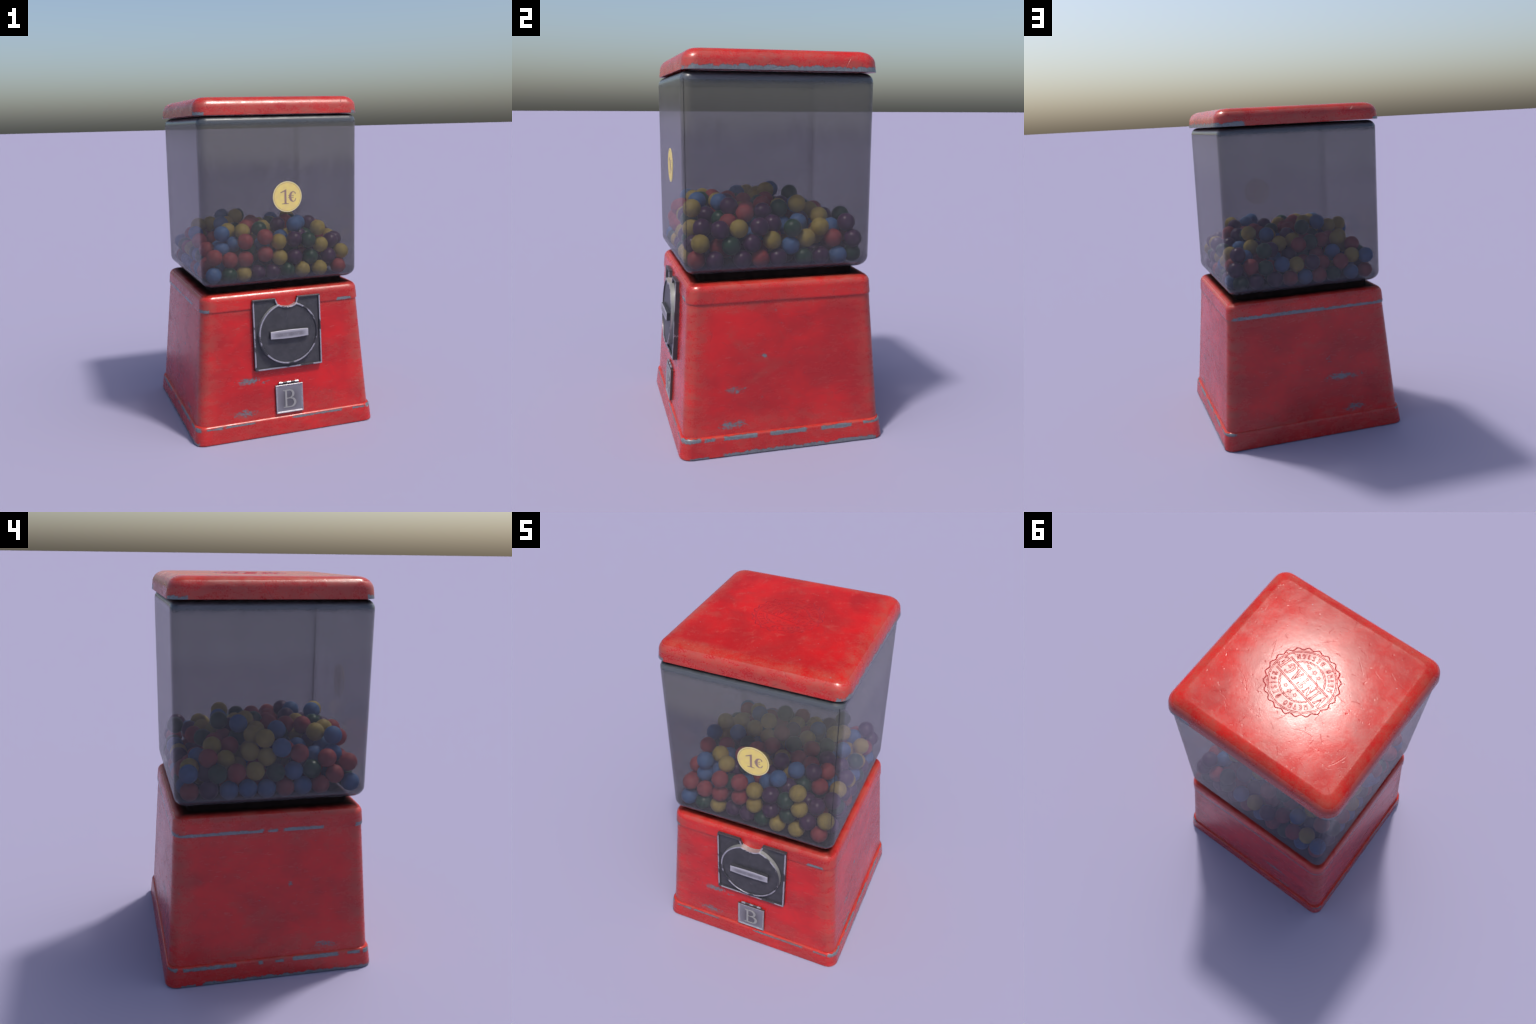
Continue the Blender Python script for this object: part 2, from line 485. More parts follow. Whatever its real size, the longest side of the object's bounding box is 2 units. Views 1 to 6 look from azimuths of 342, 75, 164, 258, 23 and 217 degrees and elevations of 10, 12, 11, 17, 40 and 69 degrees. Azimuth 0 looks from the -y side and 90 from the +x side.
def glass_material(name, opacity, inner=False):
    T = Tree(name)
    P, x, y, z, nx, ny, nz, geo = T.pos()
    n1 = T.noise(T.scaled(P, (1, 1, 0.6), (3, 1, 0)), 5.0, 6, 0.65, 0.6)
    n2 = T.noise(T.scaled(P, (1, 1, 0.35), (0, 4, 0)), 26.0, 6, 0.7, 0.3)
    n3 = T.noise(P, 70.0, 4, 0.7)
    # grey-olive zone under the lid, tinted bands at shoulder and foot, black top strip
    zj = T.add(z, T.mul(T.sub(T.add(T.mul(n1, 0.85), T.mul(n2, 0.15)), 0.5), 0.14))
    haze = T.step(zj, 1.55, 1.68)
    zk = T.add(z, T.mul(T.sub(T.add(T.mul(n2, 0.6), T.mul(n3, 0.4)), 0.5), 0.05))
    top = T.step(zk, 1.825, 1.862)
    foot = T.step(zk, 0.985, 0.945)
    yy = T.sub(y, GO)
    crn = T.mn(T.m("DIVIDE", T.ab(x), GX), T.m("DIVIDE", T.ab(yy), GY))
    corner = T.step(crn, 0.90, 0.965)
    col = T.mix(T.step(n1, 0.35, 0.65), (0.032, 0.031, 0.031), (0.050, 0.048, 0.048))
    col = T.mix(T.mul(haze, 0.85), col, (0.100, 0.100, 0.086))
    col = T.mix(top, col, (0.062, 0.072, 0.084))
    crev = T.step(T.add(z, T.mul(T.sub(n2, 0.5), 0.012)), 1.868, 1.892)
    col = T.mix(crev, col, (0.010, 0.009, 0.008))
    col = T.mix(foot, col, (0.060, 0.062, 0.072))
    specks = scratches(T, T.add(x, T.mul(y, 1.3)), z, 16.0, 0.22, 0.0016, 0.16, 2.0, 4.4)
    col = T.mix(T.mul(specks, 0.4), col, (0.02, 0.02, 0.02))
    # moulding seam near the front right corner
    seam = T.mul(T.lt(T.ab(T.sub(y, -0.4795)), 0.0016), T.mul(T.gt(x, 0.3), T.mul(T.gt(z, 0.97), T.lt(z, 1.86))))
    seam2 = T.mul(T.lt(T.ab(T.sub(y, 0.4635)), 0.0012), T.mul(T.lt(x, -0.3), T.mul(T.gt(z, 0.97), T.lt(z, 1.86))))
    col = T.mix(T.mx(seam, T.mul(seam2, 0.5)), col, (0.008, 0.008, 0.008))
    op = T.add(opacity, T.mul(T.sub(n1, 0.5), 0.10))
    smear = T.mul(T.step(T.add(zj, T.mul(T.sub(n2, 0.5), 0.05)), 1.525, 1.575), T.step(zj, 1.70, 1.60))
    smear = T.mul(smear, T.step(n2, 0.40, 0.60))
    col = T.mix(T.mul(smear, 0.35), col, (0.020, 0.018, 0.014))
    op = T.add(op, T.mul(smear, 0.03))
    op = T.add(op, T.mul(haze, 0.03))
    op = T.add(op, T.mul(top, 0.24))
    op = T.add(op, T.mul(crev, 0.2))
    op = T.add(op, T.mul(foot, 0.14))
    op = T.add(op, T.mul(corner, 0.07))
    op = T.add(op, T.mul(T.mx(seam, T.mul(seam2, 0.4)), 0.28))
    op = T.m("MINIMUM", op, 0.985)
    rough = T.lerp(crev, T.add(0.19, T.mul(n1, 0.10)), 0.8)
    soft = T.noise(P, 9.0, 1, 0.4)
    nrm = T.bump(T.add(T.mul(soft, 0.5), T.mul(specks, -0.15)), 0.0009, 0.5)
    lw = T.n("ShaderNodeLayerWeight")
    spec = T.add(0.36, T.mul(T.m("POWER", lw.outputs["Facing"], 2.0), 1.1))
    spec = T.mul(spec, T.sub(1.0, T.mul(top, 0.35)))
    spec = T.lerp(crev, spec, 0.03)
    solid = T.bsdf(Base_Color=col, Roughness=rough, Normal=nrm, Specular_IOR_Level=spec, IOR=1.70)
    clear = T.n("ShaderNodeBsdfTransparent")
    clear.inputs[0].default_value = (1, 1, 1, 1)
    k = T.n("ShaderNodeMixShader")
    T.put(k.inputs[0], op)
    T.put(k.inputs[1], clear.outputs[0])
    T.put(k.inputs[2], solid)
    return T.finish(k.outputs[0])


def clear_material(name):
    T = Tree(name)
    gl = T.bsdf(Base_Color=(0.05, 0.05, 0.055), Roughness=0.3)
    clear = T.n("ShaderNodeBsdfTransparent")
    k = T.n("ShaderNodeMixShader")
    k.inputs[0].default_value = 0.03
    T.put(k.inputs[1], clear.outputs[0])
    T.put(k.inputs[2], gl)
    return T.finish(k.outputs[0])


glass_mat = glass_material("smoked_grey_glass", 0.625)
inner_mat = clear_material("clear_glass_inner_face")
rings = []
FR = 0.056
for i in range(7):
    a = i / 6 * math.pi / 2
    d = FR * (1 - math.sin(a))
    rings.append(ring(GX - d, GY - d, max(GR - d * 0.5, 0.02), 0.920 + FR * (1 - math.cos(a)), GO, 8))
for zz in (1.15, 1.4, 1.65):
    rings.append(ring(GX, GY, GR, zz, GO, 8))
TR = 0.044
for i in range(7):
    a = i / 6 * math.pi / 2
    d = TR * (1 - math.cos(a))
    rings.append(ring(GX - d, GY - d, GR - d * 0.5, 1.852 + TR * math.sin(a), GO, 8))
n_outer = len(rings)
WT = 0.011
rings.append(ring(GX - TR - 0.012, GY - TR - 0.012, 0.03, 1.896, GO, 8))
rings.append(ring(GX - WT - 0.014, GY - WT - 0.014, GR - 0.014, 1.868, GO, 8))
rings.append(ring(GX - WT, GY - WT, GR - WT, 1.845, GO, 8))
rings.append(ring(GX - WT, GY - WT, GR - WT, 0.978, GO, 8))
for i in range(1, 5):
    a = i / 4 * math.pi / 2
    d = 0.045 * (1 - math.cos(a))
    rings.append(ring(GX - WT - d, GY - WT - d, max(GR - WT - d * 0.5, 0.01), 0.978 - 0.046 * math.sin(a), GO, 8))
v, f = loft(rings)
nseg = len(rings[0])
mi = [0 if (k // nseg) < n_outer else 1 for k in range(len(f) - 2)] + [0, 1]
jar = flat_normals(obj_from("glass_jar", v, f, [glass_mat, inner_mat], root, 50, mi))

# lid ----------------------------------------------------------------
LR = 0.072
rings = [ring(0.485, 0.474, LR - 0.012, 1.8985), ring(0.4968, 0.4858, LR - 0.002, 1.8985), ring(0.4985, 0.4875, LR, 1.9005), ring(0.4945, 0.4835, LR, 1.936)]
for i in range(1, 10):
    a = i / 9 * math.pi / 2
    d = 0.070 * (1 - math.cos(a))
    rings.append(ring(0.4945 - d, 0.4835 - d, LR - d * 0.55, 1.936 + 0.0625 * math.sin(a), seg=9))

# same segment count everywhere
rings = []
for hx, hy, r, z in [(0.485, 0.474, LR - 0.012, 1.8985), (0.4968, 0.4858, LR - 0.002, 1.8985), (0.4985, 0.4875, LR, 1.9005), (0.4945, 0.4835, LR, 1.936)] + \
        [(0.4945 - 0.070 * (1 - math.cos(i / 9 * math.pi / 2)), 0.4835 - 0.070 * (1 - math.cos(i / 9 * math.pi / 2)), LR - 0.038 * (1 - math.cos(i / 9 * math.pi / 2)), 1.936 + 0.0625 * math.sin(i / 9 * math.pi / 2)) for i in range(1, 10)]:
    rings.append(ring(hx, hy, r, z, seg=9))
lid = flat_normals(obj_from("lid", *loft(rings), paint_lid, root, 50))
LIDTOP = 1.9985

# ------------------------------------------------------------------ coin mechanism
def black_enamel(name, worn):
    T = Tree(name)
    P, x, y, z, nx, ny, nz, geo = T.pos()
    n = T.noise(P, 22.0, 5, 0.65)
    f_ = T.noise(T.scaled(P, (1, 1, 1)), 140.0, 3, 0.7)
    hair = scratches(T, x, z, 14.0, 0.6, 0.0011, 0.42, 1.0, 2.0)
    hair = T.mul(hair, T.lt(ny, -0.8))
    col = T.mix(T.step(n, 0.3, 0.7), (0.028, 0.028, 0.034), (0.044, 0.043, 0.052))
    col = T.mix(T.mul(hair, 0.25), col, (0.15, 0.15, 0.17))
    col = T.mix(T.mul(T.step(f_, 0.55, 0.8), 0.2), col, (0.09, 0.09, 0.10))
    met = 0.0
    rough = 0.42
    if worn is not None:
        w = T.gt(T.add(T.mul(T.noise(T.scaled(P, (1, 1, 1), (2, 2, 9)), 10.0, 2, 0.5), 0.85), T.mul(f_, 0.15)), worn)
        w = T.mul(w, T.lt(T.add(z, T.mul(n, 0.02)), 0.836))
        col = T.mix(w, col, T.mix(T.step(f_, 0.4, 0.7), (0.26, 0.25, 0.30), (0.36, 0.35, 0.41)))
        met = T.mul(w, 0.25)
        rough = 0.36
    return T.finish(T.bsdf(Base_Color=col, Roughness=rough, Metallic=met, Normal=T.bump(T.add(T.mul(hair, -1.0), T.mul(f_, 0.3)), 0.0008, 0.6)))


black = black_enamel("black_enamel", None)
black_worn = black_enamel("black_enamel_worn_edge", 0.445)
black_side = black_enamel("black_enamel_side", 0.66)
bright_steel = plain("polished_steel_edge", (0.40, 0.40, 0.395), 0.33, 0.55, vary=0.08, scale=25)

F = Frame(0.0145, 0.622)
W2, H2 = 0.2125, 0.2125
plate_poly = [(-W2, -H2), (W2, -H2), (W2, H2), (0.0685, H2), (0.0545, 0.172), (0.050, 0.148), (-0.050, 0.148), (-0.0545, 0.172), (-0.0715, H2), (-W2, H2)]
v, f, mi = rimmed_plate(F, plate_poly, 0.0150, 0.0260, 0.0085)
coin_mech = obj_from("coin_mechanism", v, f, [black, black_worn, black_side], root, 25, mi)

DR = 0.1845
dial_poly = []
half = math.degrees(math.asin(0.055 / DR))
for i in range(73):
    a = math.radians(90 + half + (360 - 2 * half) * i / 72)
    dial_poly.append((DR * math.cos(a), DR * math.sin(a)))
yc = DR * math.cos(math.radians(half))
for i in range(1, 12):
    t = i / 12
    dial_poly.append((0.055 - 0.11 * t, yc - 0.0165 * math.sin(math.pi * t) ** 0.8))
FD = Frame(0.0145, 0.622)
v, f, mi = rimmed_plate(FD, dial_poly, 0.0345, 0.0410, 0.0085)
dial = obj_from("coin_dial", v, f, [black, black_worn, bright_steel], coin_mech, 40, mi)

# turning handle: a bar, slightly thicker in the middle
n, loops = 14, []
for w, ins in ((0.030, 0.0), (0.0535, 0.0), (0.055, 0.0015)):
    lp = []
    for i in range(n + 1):
        t = i / n
        lp.append((-0.118 + 0.236 * t + (ins if i == 0 else -ins if i == n else 0), -0.0235 + ins - 0.004 * math.sin(math.pi * t), w))
    for i in range(n, -1, -1):
        t = i / n
        lp.append((-0.118 + 0.236 * t + (ins if i == 0 else -ins if i == n else 0), 0.0185 - ins + 0.004 * math.sin(math.pi * t), w))
    loops.append([F(a, b - 0.0, c) for a, b, c in lp])
v, f = loft(loops)
nl = len(loops[0])
mi = [0] * nl + [1] * nl + [1, 1]
T = Tree("worn_bar_face")
P, x, y, z, nx, ny, nz, geo = T.pos()
fi = T.noise(P, 190.0, 3, 0.7)
c1 = T.mul(T.step(T.ab(T.sub(z, 0.622)), 0.022, 0.006), T.step(T.ab(T.sub(x, 0.0145)), 0.120, 0.070))
c1 = T.mul(c1, T.add(0.35, T.noise(P, 26.0, 3, 0.6)))
cc = T.mix(T.m("MINIMUM", T.add(c1, T.mul(T.sub(fi, 0.5), 0.5)), 1.0), (0.345, 0.335, 0.39), (0.14, 0.135, 0.158))
bar_face = T.finish(T.bsdf(Base_Color=cc, Roughness=0.4, Metallic=0.2))
handle = obj_from("dial_handle", v, f, [black, bar_face], coin_mech, 30, mi)

# ------------------------------------------------------------------ dispenser flap
T = Tree("brushed_steel_flap")
P, x, y, z, nx, ny, nz, geo = T.pos()
fi = T.noise(P, 220.0, 3, 0.7)
ctr = T.mul(T.step(T.ab(T.sub(x, 0.0135)), 0.085, 0.02), T.step(T.ab(T.sub(z, 0.21)), 0.085, 0.02))
cc = T.mix(ctr, (0.21, 0.204, 0.235), (0.11, 0.106, 0.122))
cc = T.mix(T.mul(T.step(fi, 0.55, 0.75), 0.3), cc, (0.15, 0.15, 0.18))
flap_mat = T.finish(T.bsdf(Base_Color=cc, Roughness=0.38, Metallic=0.35, Normal=T.bump(fi, 0.0005, 0.5)))
flap_rim = plain("polished_steel_bevel", (0.36, 0.35, 0.38), 0.24, 0.5, vary=0.12, scale=60)
letter_mat = plain("polished_steel_letter", (0.33, 0.33, 0.32), 0.28, 0.4, vary=0.08, scale=60)
hinge_mat = plain("hinge_steel", (0.46, 0.45, 0.48), 0.22, 0.8, vary=0.12, scale=60)

FF = Frame(0.0137, 0.2157)
hw, hh = 0.0862, 0.0868


def sq(a, b):
    return [(-a, -b), (a, -b), (a, b), (-a, b)]


loops = [(sq(hw, hh), 0.001), (sq(hw, hh), 0.0145), (sq(hw - 0.0012, hh - 0.0012), 0.0157), (sq(hw - 0.0045, hh - 0.0045), 0.0160), (sq(hw - 0.0105, hh - 0.0105), 0.0122)]
v, f = loft([[FF(p[0], p[1], w) for p in lp] for lp, w in loops])
mi = [2] * 4 + [1] * 12 + [1, 0]
flap = obj_from("dispenser_flap", v, f, [flap_mat, flap_rim, plain("flap_side_dark", (0.07, 0.05, 0.05), 0.45, 0.3)], root, 20, mi)

# raised serif letter on the flap
B_out = [(0.0, 0.0), (0.40, 0.0)] + arc(0.42, 0.272, 0.29, 0.272, -88, 66, 12) + [(0.43, 0.525)] + arc(0.38, 0.762, 0.24, 0.238, -52, 88, 11) + [(0.36, 1.0), (0.0, 1.0), (0.0, 0.965), (0.105, 0.935), (0.105, 0.065), (0.0, 0.035)]
B_up = [(0.205, 0.55), (0.33, 0.55)] + arc(0.335, 0.752, 0.165, 0.20, -85, 85, 9) + [(0.205, 0.952)]
B_lo = [(0.205, 0.048), (0.36, 0.048)] + arc(0.385, 0.272, 0.195, 0.224, -85, 85, 10) + [(0.205, 0.505)]
bs, bh = 0.116, 0.109
tr = lambda L: [((p[0] - 0.355) * bs, (p[1] - 0.5) * bh - 0.0015) for p in L]
v, f = outline_solid(FF, [tr(B_out), tr(B_up), tr(B_lo)], 0.0110, 0.0150)
obj_from("letter", v, f, letter_mat, flap, 25)

# hinge knuckles on a pin
def cylinder_x(F, u0, u1, v0, w0, r, n=14, ch=0.001):
    prof = [(u0, r * 0.8), (u0 + ch, r), (u1 - ch, r), (u1, r * 0.8)]
    return loft([[F(u, v0 + rr * math.cos(2 * math.pi * i / n), w0 + rr * math.sin(2 * math.pi * i / n)) for i in range(n)] for u, rr in prof])


knuckle = None
for u0, u1, r in ((-0.0645, -0.0400, 0.0068), (-0.0125, 0.0125, 0.0062), (0.0375, 0.0625, 0.0068)):
    v, f = cylinder_x(FF, u0, u1, 0.0985, 0.0072, r)
    obj_from("hinge_knuckle", v, f, hinge_mat, flap, 35)
v, f = cylinder_x(FF, -0.058, 0.058, 0.0985, 0.0060, 0.0044)
obj_from("hinge_pin", v, f, plain("hinge_pin_dull", (0.10, 0.09, 0.10), 0.4, 0.5), flap, 35)
v, f = loft([[FF(a * 0.066, 0.092 + b * 0.008, w) for a, b in ((-1, -1), (1, -1), (1, 1), (-1, 1))] for w in (0.0005, 0.0035)])
obj_from("hinge_leaf", v, f, plain("hinge_leaf_dark", (0.05, 0.045, 0.05), 0.5, 0.4), flap, 20)

# ------------------------------------------------------------------ price sticker
class FlatFrame:
    def __init__(self, o, u, v, w):
        self.o, self.u, self.v, self.w = Vector(o), Vector(u), Vector(v), Vector(w)

    def __call__(self, a, b, c):
        return self.o + self.u * a + self.v * b + self.w * c


SF = FlatFrame((0.0335, GO - GY, 1.4288), (1, 0, 0), (0, 0, 1), (0, -1, 0))
SRAD = 0.0885
def one_way(T, face, clear=0.90):
    """printed film: opaque outside, almost clear from inside the jar"""
    ny, geo = T.pos()[5], T.pos()[7]
    thin = T.n("ShaderNodeBsdfTransparent")
    thin.inputs[0].default_value = (0.98, 0.965, 0.93, 1)
    k = T.n("ShaderNodeMixShader")
    T.put(k.inputs[0], T.mul(T.mx(T.gt(ny, 0.5), geo.outputs["Backfacing"]), clear))
    T.put(k.inputs[1], face)
    T.put(k.inputs[2], thin.outputs[0])
    return k.outputs[0]


def film(name, colour):
    T = Tree(name)
    n_ = T.noise(T.pos()[0], 40.0, 3, 0.5)
    c = T.mix(T.step(n_, 0.3, 0.7), tuple(k * 0.93 for k in colour), tuple(k * 1.07 for k in colour))
    return T.finish(one_way(T, T.bsdf(Base_Color=c, Roughness=0.57)))


T = Tree("yellow_sticker_paper")
P, x, y, z, nx, ny, nz, geo = T.pos()
n1 = T.noise(P, 30.0, 3, 0.5)
cc = T.mix(T.step(n1, 0.35, 0.65), (0.63, 0.485, 0.185), (0.67, 0.54, 0.165))
sticker_mat = T.finish(one_way(T, T.bsdf(Base_Color=cc, Roughness=0.55), 1.0))
sticker_rim = film("sticker_pale_rim", (0.64, 0.57, 0.33))
ink = film("brown_ink", (0.25, 0.165, 0.145))
ink2 = film("ochre_ink_ring", (0.40, 0.28, 0.12))


def disc(F, r0, lo, hi, n=64, ch=0.0003):
    circ = lambda r, w: [F(r * math.cos(2 * math.pi * i / n), r * math.sin(2 * math.pi * i / n), w) for i in range(n)]
    return loft([circ(r0, lo), circ(r0, hi - ch), circ(r0 - ch, hi)])


def annulus(F, r0, r1, lo, hi, n=64):
    circ = lambda r, w: [F(r * math.cos(2 * math.pi * i / n), r * math.sin(2 * math.pi * i / n), w) for i in range(n)]
    v, f = loft([circ(r0, lo), circ(r0, hi), circ(r1, hi), circ(r1, lo)], False, False)
    n4 = n * 3
    f += [(n4 + i, n4 + (i + 1) % n, (i + 1) % n, i) for i in range(n)]
    return v, f


v, f = disc(SF, SRAD, 0.0006, 0.0022)
sticker = obj_from("price_sticker", v, f, [sticker_mat], root, 30)
v, f = annulus(SF, SRAD * 0.905, SRAD * 0.930, 0.0020, 0.00245)
obj_from("sticker_ring", v, f, ink2, sticker, 30)
v, f = annulus(SF, SRAD * 0.955, SRAD * 0.996, 0.0019, 0.00240)
obj_from("sticker_border", v, f, sticker_rim, sticker, 30)
sc_ = lambda L: [(p[0] * SRAD, p[1] * SRAD) for p in L]
one = [(-0.385, -0.475), (0.095, -0.475), (0.095, -0.435), (-0.03, -0.42), (-0.068, -0.395), (-0.068, 0.485), (-0.11, 0.485), (-0.485, 0.30), (-0.455, 0.245), (-0.225, 0.345), (-0.205, 0.32), (-0.205, -0.395), (-0.245, -0.42), (-0.385, -0.435)]
v, f = outline_solid(SF, [sc_(one)], 0.0018, 0.0028)
obj_from("numeral", v, f, ink, sticker, 25)
c_out = arc(0.385, -0.005, 0.275, 0.345, 52, 308, 26)
c_in = arc(0.425, -0.005, 0.150, 0.295, 300, 60, 20)
tip_lo = [(0.575, -0.235), (0.610, -0.13), (0.565, -0.115), (0.535, -0.20)]
tip_up = [(0.520, 0.185), (0.545, 0.155), (0.575, 0.165), (0.575, 0.235)]
v, f = outline_solid(SF, [sc_(c_out + tip_lo + c_in + tip_up)], 0.0018, 0.0028)
euro = obj_from("euro_sign", v, f, ink, sticker, 25)
for yb in (0.062, -0.062):
    v, f = outline_solid(SF, [sc_([(0.05, yb - 0.022), (0.43, yb - 0.022), (0.455, yb + 0.022), (0.075, yb + 0.022)])], 0.0018, 0.0026)
    obj_from("euro_bar", v, f, ink, sticker, 25)

# ------------------------------------------------------------------ embossed stamp on the lid
th = math.radians(-15.2)
ST = FlatFrame((0.0095, 0.0155, LIDTOP), (math.cos(th), math.sin(th), 0), (-math.sin(th), math.cos(th), 0), (0, 0, 1))
T = Tree("embossed_red_enamel")
P = T.pos()[0]
cc = T.mix(T.step(T.noise(P, 40.0, 4, 0.6), 0.3, 0.7), (0.25, 0.006, 0.008), (0.36, 0.009, 0.011))  # red deepened so the beads read dark against the lid's sun glare
emb = T.finish(T.bsdf(Base_Color=cc, Roughness=0.24, Specular_IOR_Level=0.24))


def tubes(name, polylines, r, parent, F=ST, closed=True, rough=0.0):
    """thin raised beads along flat polylines; one mesh"""
    V, Fc = [], []
    r = r * 1.6
    prof = [(-1.0, -0.03), (0.0, 0.29), (1.0, -0.03)]
    for pl in polylines:
        n = len(pl)
        base = len(V)
        for i in range(n):
            if closed:
                a, b = Vector(pl[i - 1]), Vector(pl[(i + 1) % n])
            else:
                a, b = Vector(pl[max(i - 1, 0)]), Vector(pl[min(i + 1, n - 1)])
            d = (b - a)
            d = d.normalized() if d.length > 1e-9 else Vector((1, 0))
            nn = Vector((-d.y, d.x))
            rr = r * (1 + rough * (rng.random() - 0.5))
            for s, h in prof:
                V.append(F(pl[i][0] + nn.x * s * rr, pl[i][1] + nn.y * s * rr, h * rr))
        k = len(prof)
        for i in range(n if closed else n - 1):
            j = (i + 1) % n
            for q in range(k - 1):
                Fc.append((base + i * k + q, base + i * k + q + 1, base + j * k + q + 1, base + j * k + q))
    return obj_from(name, V, Fc, emb, parent, 12)


def circle(r, n=96):
    return [(r * math.cos(2 * math.pi * i / n), r * math.sin(2 * math.pi * i / n)) for i in range(n)]


SN = 22
tubes("stamp_scalloped_border", [[((0.1795 + 0.0058 * math.cos(SN * t)) * math.cos(t), (0.1795 + 0.0058 * math.cos(SN * t)) * math.sin(t)) for t in [2 * math.pi * i / 264 for i in range(264)]]], 0.0020, lid)
tubes("stamp_outer_ring", [circle(0.1665), circle(0.1600)], 0.0011, lid, rough=0.6)

barv = 0.0428
for sgn in (1, -1):
    tubes("stamp_banner_bar", [[(-0.139, sgn * barv - 0.0033), (0.139, sgn * barv - 0.0033), (0.139, sgn * barv + 0.0033), (-0.139, sgn * barv + 0.0033)]], 0.0013, lid)

# inner ring, broken by the banner, with ragged inner edge
for a0, a1 in ((27, 153), (207, 333)):
    for rr, wob in ((0.1115, 0.0), (0.1050, 0.0035)):
        pl = []
        for i in range(60):
            a = math.radians(a0 + (a1 - a0) * i / 59)
            q = rr + wob * math.sin(a * 34) * (0.4 + 0.6 * rng.random())
            pl.append((q * math.cos(a), q * math.sin(a)))
        tubes("stamp_inner_ring", [pl], 0.0011, lid, closed=False, rough=0.4)

star = lambda cx, cy, R_: [(cx + (R_ if i % 2 == 0 else R_ * 0.5) * math.sin(math.pi * i / 5), cy + (R_ if i % 2 == 0 else R_ * 0.5) * math.cos(math.pi * i / 5)) for i in range(10)]
for cx, cy, R_ in ((-0.034, 0.072, 0.0105), (0.0, 0.077, 0.0125), (0.034, 0.072, 0.0105), (-0.034, -0.072, 0.0105), (0.0, -0.077, 0.0125), (0.034, -0.072, 0.0105)):
    tubes("stamp_star", [star(cx, cy, R_)], 0.0013, lid)

# banner word: serif capitals as outlines (height 1)
def dense(pl, step=0.12):
    out = []
    for i in range(len(pl)):
        a, b = Vector(pl[i]), Vector(pl[(i + 1) % len(pl)])
        k = max(1, int((b - a).length / step))
        out += [tuple(a.lerp(b, j / k)) for j in range(k)]
    return out


GLYPH = {
    "V": (0.78, [[(0.0, 1), (0.30, 1), (0.30, 0.93), (0.24, 0.93), (0.43, 0.30), (0.58, 0.93), (0.52, 0.93), (0.52, 1), (0.78, 1), (0.78, 0.93), (0.70, 0.93), (0.43, 0), (0.34, 0), (0.08, 0.93), (0, 0.93)]]),
    "I": (0.34, [[(0, 0), (0.34, 0), (0.34, 0.07), (0.25, 0.07), (0.25, 0.93), (0.34, 0.93), (0.34, 1), (0, 1), (0, 0.93), (0.09, 0.93), (0.09, 0.07), (0, 0.07)]]),
    "N": (0.78, [[(0, 0), (0.26, 0), (0.26, 0.07), (0.17, 0.07), (0.17, 0.72), (0.58, 0), (0.68, 0), (0.68, 0.93), (0.78, 0.93), (0.78, 1), (0.5, 1), (0.5, 0.93), (0.59, 0.93), (0.59, 0.32), (0.2, 1), (0, 1), (0, 0.93), (0.08, 0.93), (0.08, 0.07), (0, 0.07)]]),
    "T": (0.68, [[(0.2, 0), (0.48, 0), (0.48, 0.07), (0.41, 0.07), (0.41, 0.9), (0.56, 0.9), (0.62, 0.72), (0.68, 0.72), (0.68, 1), (0, 1), (0, 0.72), (0.06, 0.72), (0.12, 0.9), (0.27, 0.9), (0.27, 0.07), (0.2, 0.07)]]),
    "A": (0.80, [[(0, 0), (0.26, 0), (0.26, 0.07), (0.19, 0.07), (0.24, 0.26), (0.50, 0.26), (0.55, 0.07), (0.48, 0.07), (0.48, 0), (0.8, 0), (0.8, 0.07), (0.72, 0.07), (0.46, 1), (0.34, 1), (0.08, 0.07), (0, 0.07)], [(0.27, 0.36), (0.47, 0.36), (0.37, 0.74)]]),
    "G": (0.74, [arc(0.38, 0.5, 0.37, 0.5, 48, 318, 22) + [(0.66, 0.40), (0.74, 0.40), (0.74, 0.47), (0.42, 0.47), (0.42, 0.40), (0.52, 0.40)] + arc(0.38, 0.5, 0.20, 0.40, 312, 60, 16)]),
    "E": (0.64, [[(0, 0), (0.64, 0), (0.64, 0.26), (0.58, 0.26), (0.50, 0.09), (0.25, 0.09), (0.25, 0.46), (0.42, 0.46), (0.42, 0.36), (0.48, 0.36), (0.48, 0.66), (0.42, 0.66), (0.42, 0.56), (0.25, 0.56), (0.25, 0.91), (0.50, 0.91), (0.56, 0.75), (0.62, 0.75), (0.62, 1), (0, 1), (0, 0.93), (0.09, 0.93), (0.09, 0.07), (0, 0.07)]]),
}
word = "VINTAGE"
LH, gap = 0.062, 0.010
scx = 0.052
total = sum(GLYPH[c][0] for c in word) * scx + gap * (len(word) - 1)
cx = -total / 2
for c in word:
    wd, loops = GLYPH[c]
    tubes("stamp_letter", [[(cx + p[0] * scx, (p[1] - 0.5) * LH) for p in dense(lp)] for lp in loops], 0.0012, lid, rough=0.3)
    cx += wd * scx + gap


